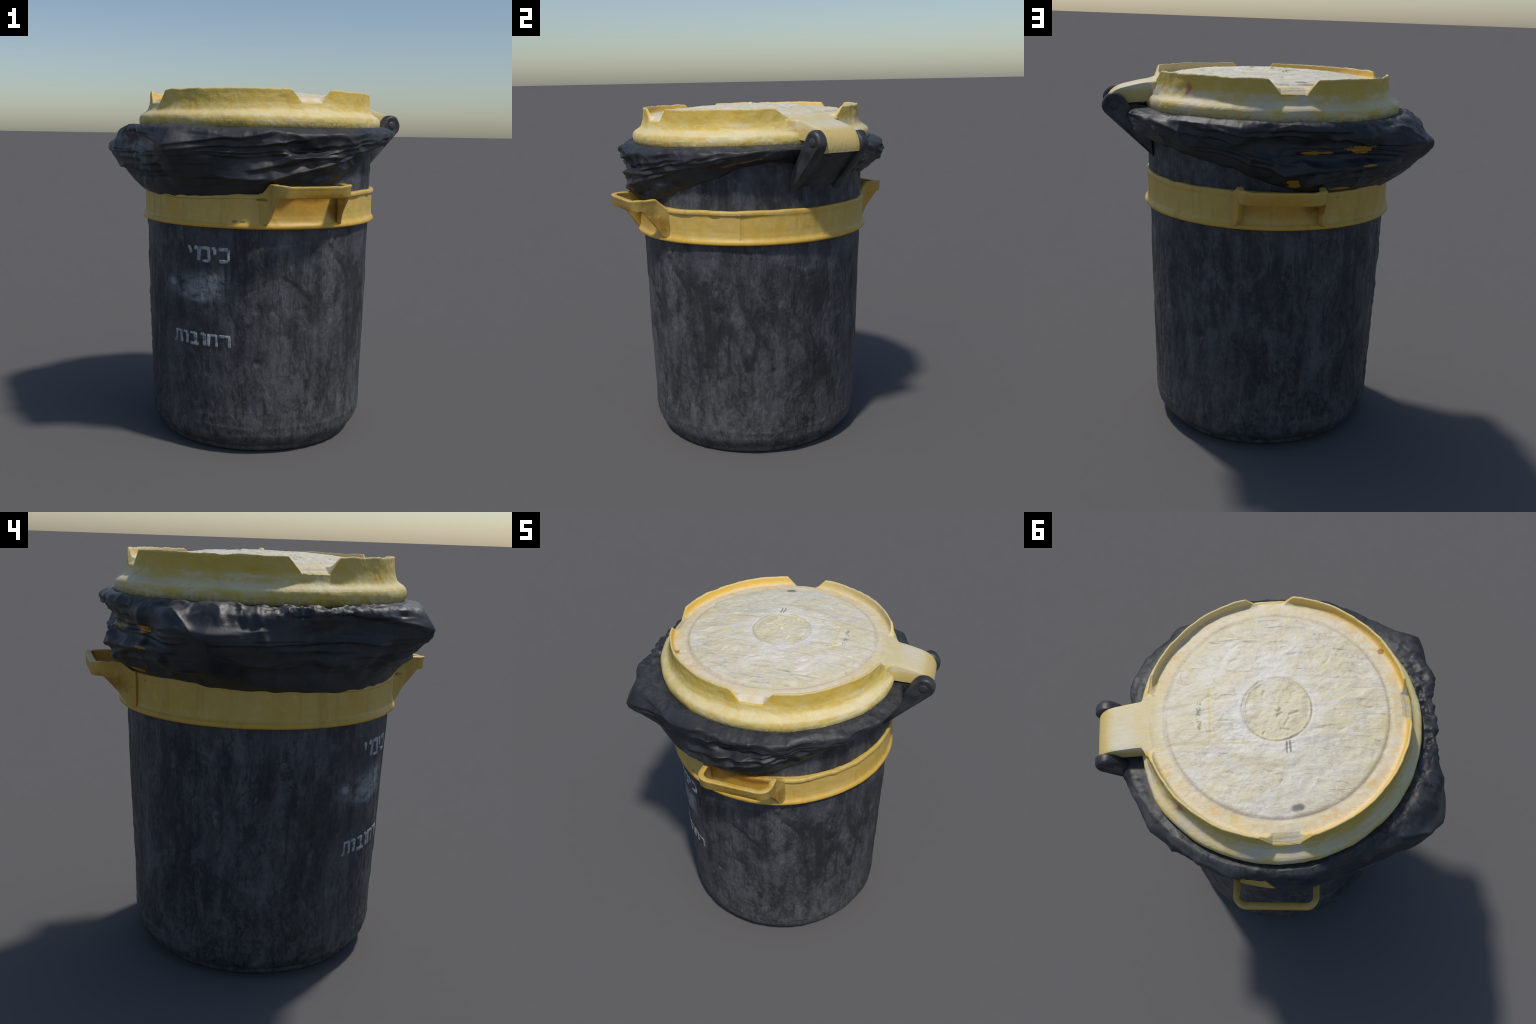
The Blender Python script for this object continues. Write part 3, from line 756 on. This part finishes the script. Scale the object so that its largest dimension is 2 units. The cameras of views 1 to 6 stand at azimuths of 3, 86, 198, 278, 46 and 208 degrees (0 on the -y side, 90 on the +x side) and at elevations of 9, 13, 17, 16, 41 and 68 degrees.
# ------------------------------------------------------------------ bin bag bunched under the lid
BAG = {
 175: [(.69, 1.79), (.78, 1.796), (.835, 1.762), (.886, 1.714), (.932, 1.678), (.908, 1.626), (.845, 1.570), (.788, 1.510), (.720, 1.457), (.676, 1.430)],
 165: [(.69, 1.79), (.750, 1.795), (.80, 1.770), (.84, 1.720), (.862, 1.678), (.845, 1.630), (.81, 1.575), (.775, 1.515), (.720, 1.465), (.676, 1.437)],
 150: [(.69, 1.79), (.737, 1.797), (.772, 1.775), (.785, 1.725), (.745, 1.678), (.748, 1.635), (.785, 1.58), (.765, 1.52), (.718, 1.467), (.676, 1.442)],
 125: [(.69, 1.785), (.735, 1.80), (.760, 1.775), (.745, 1.722), (.708, 1.678), (.718, 1.635), (.76, 1.58), (.745, 1.52), (.710, 1.475), (.675, 1.450)],
 108: [(.69, 1.785), (.738, 1.80), (.762, 1.77), (.740, 1.72), (.714, 1.688), (.730, 1.640), (.738, 1.595), (.715, 1.55), (.688, 1.52), (.666, 1.498)],
 90: [(.69, 1.785), (.740, 1.80), (.764, 1.768), (.760, 1.725), (.744, 1.692), (.731, 1.66), (.718, 1.632), (.699, 1.602), (.682, 1.583), (.663, 1.565)],
 76: [(.69, 1.79), (.745, 1.797), (.772, 1.760), (.769, 1.718), (.756, 1.69), (.740, 1.665), (.722, 1.642), (.702, 1.619), (.682, 1.603), (.660, 1.588)],
 60: [(.69, 1.79), (.752, 1.79), (.782, 1.765), (.784, 1.738), (.780, 1.715), (.771, 1.693), (.754, 1.67), (.728, 1.65), (.695, 1.63), (.660, 1.615)],
 42: [(.69, 1.795), (.755, 1.795), (.795, 1.772), (.800, 1.744), (.797, 1.720), (.788, 1.697), (.768, 1.672), (.735, 1.65), (.698, 1.632), (.660, 1.615)],
 29: [(.68, 1.785), (.71, 1.780), (.722, 1.76), (.715, 1.74), (.705, 1.72), (.70, 1.70), (.69, 1.68), (.68, 1.66), (.67, 1.645), (.660, 1.63)],
 12: [(.69, 1.80), (.737, 1.803), (.774, 1.78), (.770, 1.755), (.756, 1.74), (.736, 1.728), (.715, 1.72), (.69, 1.715), (.675, 1.71), (.660, 1.70)],
 -5: [(.69, 1.80), (.742, 1.806), (.783, 1.775), (.778, 1.75), (.762, 1.73), (.737, 1.718), (.712, 1.710), (.69, 1.705), (.675, 1.695), (.660, 1.69)],
 -25: [(.69, 1.795), (.738, 1.795), (.776, 1.765), (.768, 1.735), (.752, 1.705), (.736, 1.68), (.718, 1.655), (.697, 1.63), (.680, 1.612), (.660, 1.598)],
 -45: [(.69, 1.79), (.738, 1.789), (.775, 1.757), (.764, 1.725), (.750, 1.69), (.742, 1.655), (.730, 1.62), (.712, 1.575), (.690, 1.545), (.664, 1.520)],
 -60: [(.69, 1.788), (.738, 1.783), (.772, 1.752), (.760, 1.715), (.744, 1.68), (.738, 1.64), (.740, 1.59), (.736, 1.545), (.716, 1.498), (.680, 1.464)],
 -84: [(.70, 1.788), (.738, 1.784), (.770, 1.757), (.760, 1.72), (.746, 1.68), (.742, 1.64), (.746, 1.58), (.742, 1.53), (.724, 1.483), (.684, 1.450)],
 -103: [(.70, 1.788), (.758, 1.785), (.806, 1.752), (.804, 1.71), (.788, 1.67), (.776, 1.625), (.766, 1.575), (.748, 1.53), (.708, 1.475), (.678, 1.435)],
 -110: [(.70, 1.79), (.768, 1.79), (.819, 1.767), (.833, 1.733), (.835, 1.688), (.818, 1.638), (.783, 1.58), (.752, 1.528), (.707, 1.468), (.677, 1.425)],
 -118: [(.70, 1.79), (.790, 1.797), (.852, 1.784), (.895, 1.750), (.924, 1.696), (.900, 1.643), (.828, 1.583), (.762, 1.526), (.702, 1.463), (.676, 1.418)],
 -130: [(.70, 1.79), (.773, 1.793), (.822, 1.777), (.838, 1.734), (.836, 1.685), (.805, 1.632), (.766, 1.58), (.735, 1.525), (.703, 1.46), (.676, 1.418)],
 -145: [(.70, 1.788), (.762, 1.787), (.793, 1.769), (.779, 1.733), (.767, 1.69), (.760, 1.64), (.752, 1.59), (.734, 1.53), (.703, 1.465), (.676, 1.418)],
 -160: [(.70, 1.788), (.763, 1.787), (.802, 1.761), (.801, 1.72), (.791, 1.675), (.782, 1.63), (.766, 1.575), (.742, 1.52), (.707, 1.46), (.676, 1.423)],
}

# folds: (azimuth, height) from -> to, width in m, height in m (negative: crease)
FOLDS = [
 # fan drawn out of the front left corner, and the flat panel below it with its overhanging edge
 ((-121, 1.652), (-76, 1.672), .012, .012), ((-121, 1.670), (-66, 1.728), .012, .014), ((-121, 1.690), (-78, 1.765), .010, .011),
 ((-123, 1.526), (-84, 1.536), .014, .013), ((-104, 1.637), (-70, 1.655), .009, .008),
 ((-92, 1.575), (-68, 1.615), .013, .012), ((-84, 1.525), (-42, 1.640), .014, .013), ((-80, 1.60), (-40, 1.70), .013, .012), ((-72, 1.548), (-38, 1.655), .008, .009),
 ((-64, 1.685), (-18, 1.760), .012, .009), ((-56, 1.63), (-10, 1.740), .011, .010), ((-40, 1.70), (8, 1.785), .010, .008),
 ((-76, 1.660), (-54, 1.668), .020, -.022), ((-76, 1.625), (-48, 1.645), .016, .014), ((-66, 1.60), (-52, 1.63), .012, .010),
 # left side: pleats between the two corners, a sagging pouch under them
 ((176, 1.642), (232, 1.652), .007, .010), ((-172, 1.662), (-96, 1.640), .006, .008), ((-166, 1.618), (-104, 1.600), .010, .008),
 ((176, 1.60), (204, 1.525), .016, .014), ((-152, 1.556), (-114, 1.582), .020, .018), ((-150, 1.522), (-120, 1.54), .012, .012),
 ((172, 1.675), (159, 1.775), .011, .013), ((-150, 1.765), (-126, 1.745), .010, .007),
 # far side: long rolls running to the left corner
 ((172, 1.680), (130, 1.715), .010, .011), ((172, 1.662), (116, 1.672), .009, .010), ((170, 1.642), (110, 1.628), .012, .014),
 ((164, 1.598), (112, 1.560), .015, .014), ((158, 1.545), (124, 1.500), .011, .011),
 ((142, 1.755), (70, 1.775), .012, .009), ((124, 1.728), (80, 1.755), .010, .010), ((112, 1.60), (60, 1.735), .014, .015), ((118, 1.545), (78, 1.660), .012, .012), ((98, 1.695), (60, 1.768), .010, .010),
 ((-119, 1.650), (-150, 1.664), .008, .009), ((-120, 1.640), (-142, 1.585), .012, .013), ((-119, 1.70), (-138, 1.76), .010, .010),
]

def fold_slope(az):
    """how steeply the film is drawn round the bin (metres per degree)"""
    return np.interp((az + 360) % 360, [0, 20, 60, 110, 150, 178, 200, 240, 262, 290, 320, 345, 360],
                     [.0024, .0005, -.0018, -.0024, -.0006, .0, -.0003, .0006, .0013, .0022, .0026, .0026, .0024])

def build_bag():
    keys = sorted(BAG)
    ks = np.array([keys[-2] - 360, keys[-1] - 360] + keys + [keys[0] + 360, keys[1] + 360], float)
    P = np.array([BAG[keys[-2]], BAG[keys[-1]]] + [BAG[k] for k in keys] + [BAG[keys[0]], BAG[keys[1]]])
    na, nt = 1200, 140
    az = np.arange(na) * 360.0 / na - 180
    lin = np.stack([np.stack([np.interp(az, ks, P[:, j, k]) for k in (0, 1)], -1) for j in range(10)], 1)
    ctrl = 0.6 * lin + 0.4 * catmull(ks, P, az)             # na x 10 x 2, taut between the corners
    tt = np.linspace(0, 9, nt)
    Q = catmull(np.arange(10.0), np.transpose(ctrl, (1, 0, 2)), tt)   # nt x na x 2
    R, Z = Q[..., 0].copy(), Q[..., 1].copy()
    A = np.broadcast_to(az, R.shape)
    # normals in the (r, z) half plane
    dr, dz = np.gradient(R, axis=0), np.gradient(Z, axis=0)
    l = np.hypot(dr, dz) + 1e-9
    nr, nz = -dz / l, dr / l
    T = np.broadcast_to(tt[:, None], R.shape)
    loose = smooth(.672, .74, R)
    ca, sa = np.cos(A * D2R), np.sin(A * D2R)
    H = 0 * R
    rng = np.random.RandomState(4)
    wa = 2.0 * vnoise(ca * 4, sa * 4, Z * 6, 101); wz = 0.007 * vnoise(ca * 5, sa * 5, Z * 6, 102)
    def fold(p, q, w, h):
        a = adiff(A + wa, p[0]) * D2R * .8; z = Z + wz - p[1]
        bx, bz = (q[0] - p[0]) * D2R * .8, q[1] - p[1]
        L = math.hypot(bx, bz)
        s = (a * bx + z * bz) / L; d = (z * bx - a * bz) / L * (1 if bx > 0 else -1)
        # steep below, gentle above: the film sags over the lower edge
        k = np.where(d > 0, np.exp(-d / (w * 1.5)), np.exp(-(d / (w * .75)) ** 2))
        return h * k * smooth(-.02, .05, s) * smooth(L + .02, L - .07, s)
    for f in FOLDS:
        H = H + fold(f[0], f[1], f[2] * 1.35, f[3] * 1.5) * (0.85 + 0.3 * rng.rand())
    for i in range(16):
        a0 = rng.uniform(-180, 180); z0 = rng.uniform(1.45, 1.79); ln = rng.uniform(12, 40)
        sl = float(fold_slope(a0)) + rng.normal(0, .0013)
        H = H + fold((a0, z0), (a0 + ln, z0 + sl * ln), rng.uniform(.005, .011), rng.uniform(.003, .008) * rng.choice([1, 1, -1]))
    # crumpled shelf between lid and outer edge, deepest on the far side
    shelf = smooth(3.3, 2.2, T) * smooth(.70, .725, R)
    side = 0.14 + 0.86 * np.exp(-(adiff(A, -160) / 42.0) ** 2)
    cr = 1 - np.abs(fbm(ca * 9, sa * 9, R * 13 + Z * 5, 3, 120)) * 4.0
    cav = np.clip(vnoise(ca * 11, sa * 11, R * 15, 131) - .05, 0, 1) + .6 * np.clip(vnoise(ca * 21, sa * 21, R * 27, 133) - .2, 0, 1)
    H = H + shelf * side * (np.clip(cr, -1, 1) * .010 - cav * .030 + .008)
    # taut film: long flat facets meeting in sharp creases that follow the pull of the folds
    order = np.argsort((az - HINGE) % 360)
    acc = np.zeros(na); acc[order] = np.cumsum(fold_slope(az[order])) * 360.0 / na
    D = Z - acc[None, :]
    warp = 0.045 * fbm(ca * 2.6, sa * 2.6, Z * 5, 2, 139)
    f1 = 1 - np.abs(vnoise(ca * 3.2, sa * 3.2, (D + warp) * 11, 140)) * 2.6
    f2 = 1 - np.abs(vnoise(ca * 6.0, sa * 6.0, (D + warp * 1.5) * 22, 150)) * 2.6
    low = smooth(1.2, 2.4, T)
    # flat panels that stay taut, and the corner points
    quiet = np.exp(-(adiff(A, -104) / 17.0) ** 4) * smooth(1.525, 1.545, Z) * smooth(1.650, 1.625, Z)
    quiet = np.maximum(quiet, np.exp(-(adiff(A, -136) / 26.0) ** 4) * smooth(1.655, 1.668, Z) * smooth(1.755, 1.735, Z))
    quiet = np.maximum(quiet, np.exp(-(adiff(A, -175) / 16.0) ** 4) * smooth(1.53, 1.55, Z) * smooth(1.635, 1.61, Z))
    tip = np.maximum(np.exp(-(adiff(A, -118) / 7.0) ** 2), np.exp(-(adiff(A, 175) / 7.0) ** 2))
    calm = 1 - np.clip(.85 * quiet + .7 * tip, 0, .9)
    H = H + calm * low * (np.clip(f1, -1, 1) * .0110 - .001 + np.clip(f2, -1, 1) * .0024)
    H = H + calm * (vnoise(ca * 7, sa * 7, Z * 11, 160) * .010 * (.35 + .65 * low) + np.clip(1 - np.abs(vnoise(ca * 6.5, sa * 6.5, (Z + 2.2 * acc[None, :]) * 10, 155)) * 2.6, -1, 1) * .0085 * low + fbm(ca * 22, sa * 22, Z * 30, 2, 165) * .0016)
    H = (H - 0.009 * calm) * (1 - .6 * tip)
    gap = np.exp(-(adiff(A, HINGE) / 11.0) ** 6)            # pulled tight behind the hinge
    H = H * loose * (1 - .7 * gap)
    R = R + nr * H; Z = Z + nz * H
    Z = np.minimum(Z, 1.822)
    R = np.maximum(R, .660)
    # lower hem wavers
    hem = smooth(7.5, 9, T)
    Z = Z + hem * .007 * vnoise(ca * 11, sa * 11, 0 * A, 170)
    X, Y = polar(R, A)
    ring = lambda r, z: np.stack([*polar(np.full(na, r), az), z], -1)
    V = np.stack([X, Y, Z], -1)
    V = np.concatenate([ring(.662, np.full(na, 1.786))[None], V, ring(.650, Z[-1] + .004)[None], ring(.640, np.full(na, 1.77))[None]])
    rows = V.shape[0]
    return make_obj('bin_bag', V.reshape(-1, 3), grid_faces(rows, na, True, True)[:, ::-1].copy(), M_BAG, root)

build_bag()
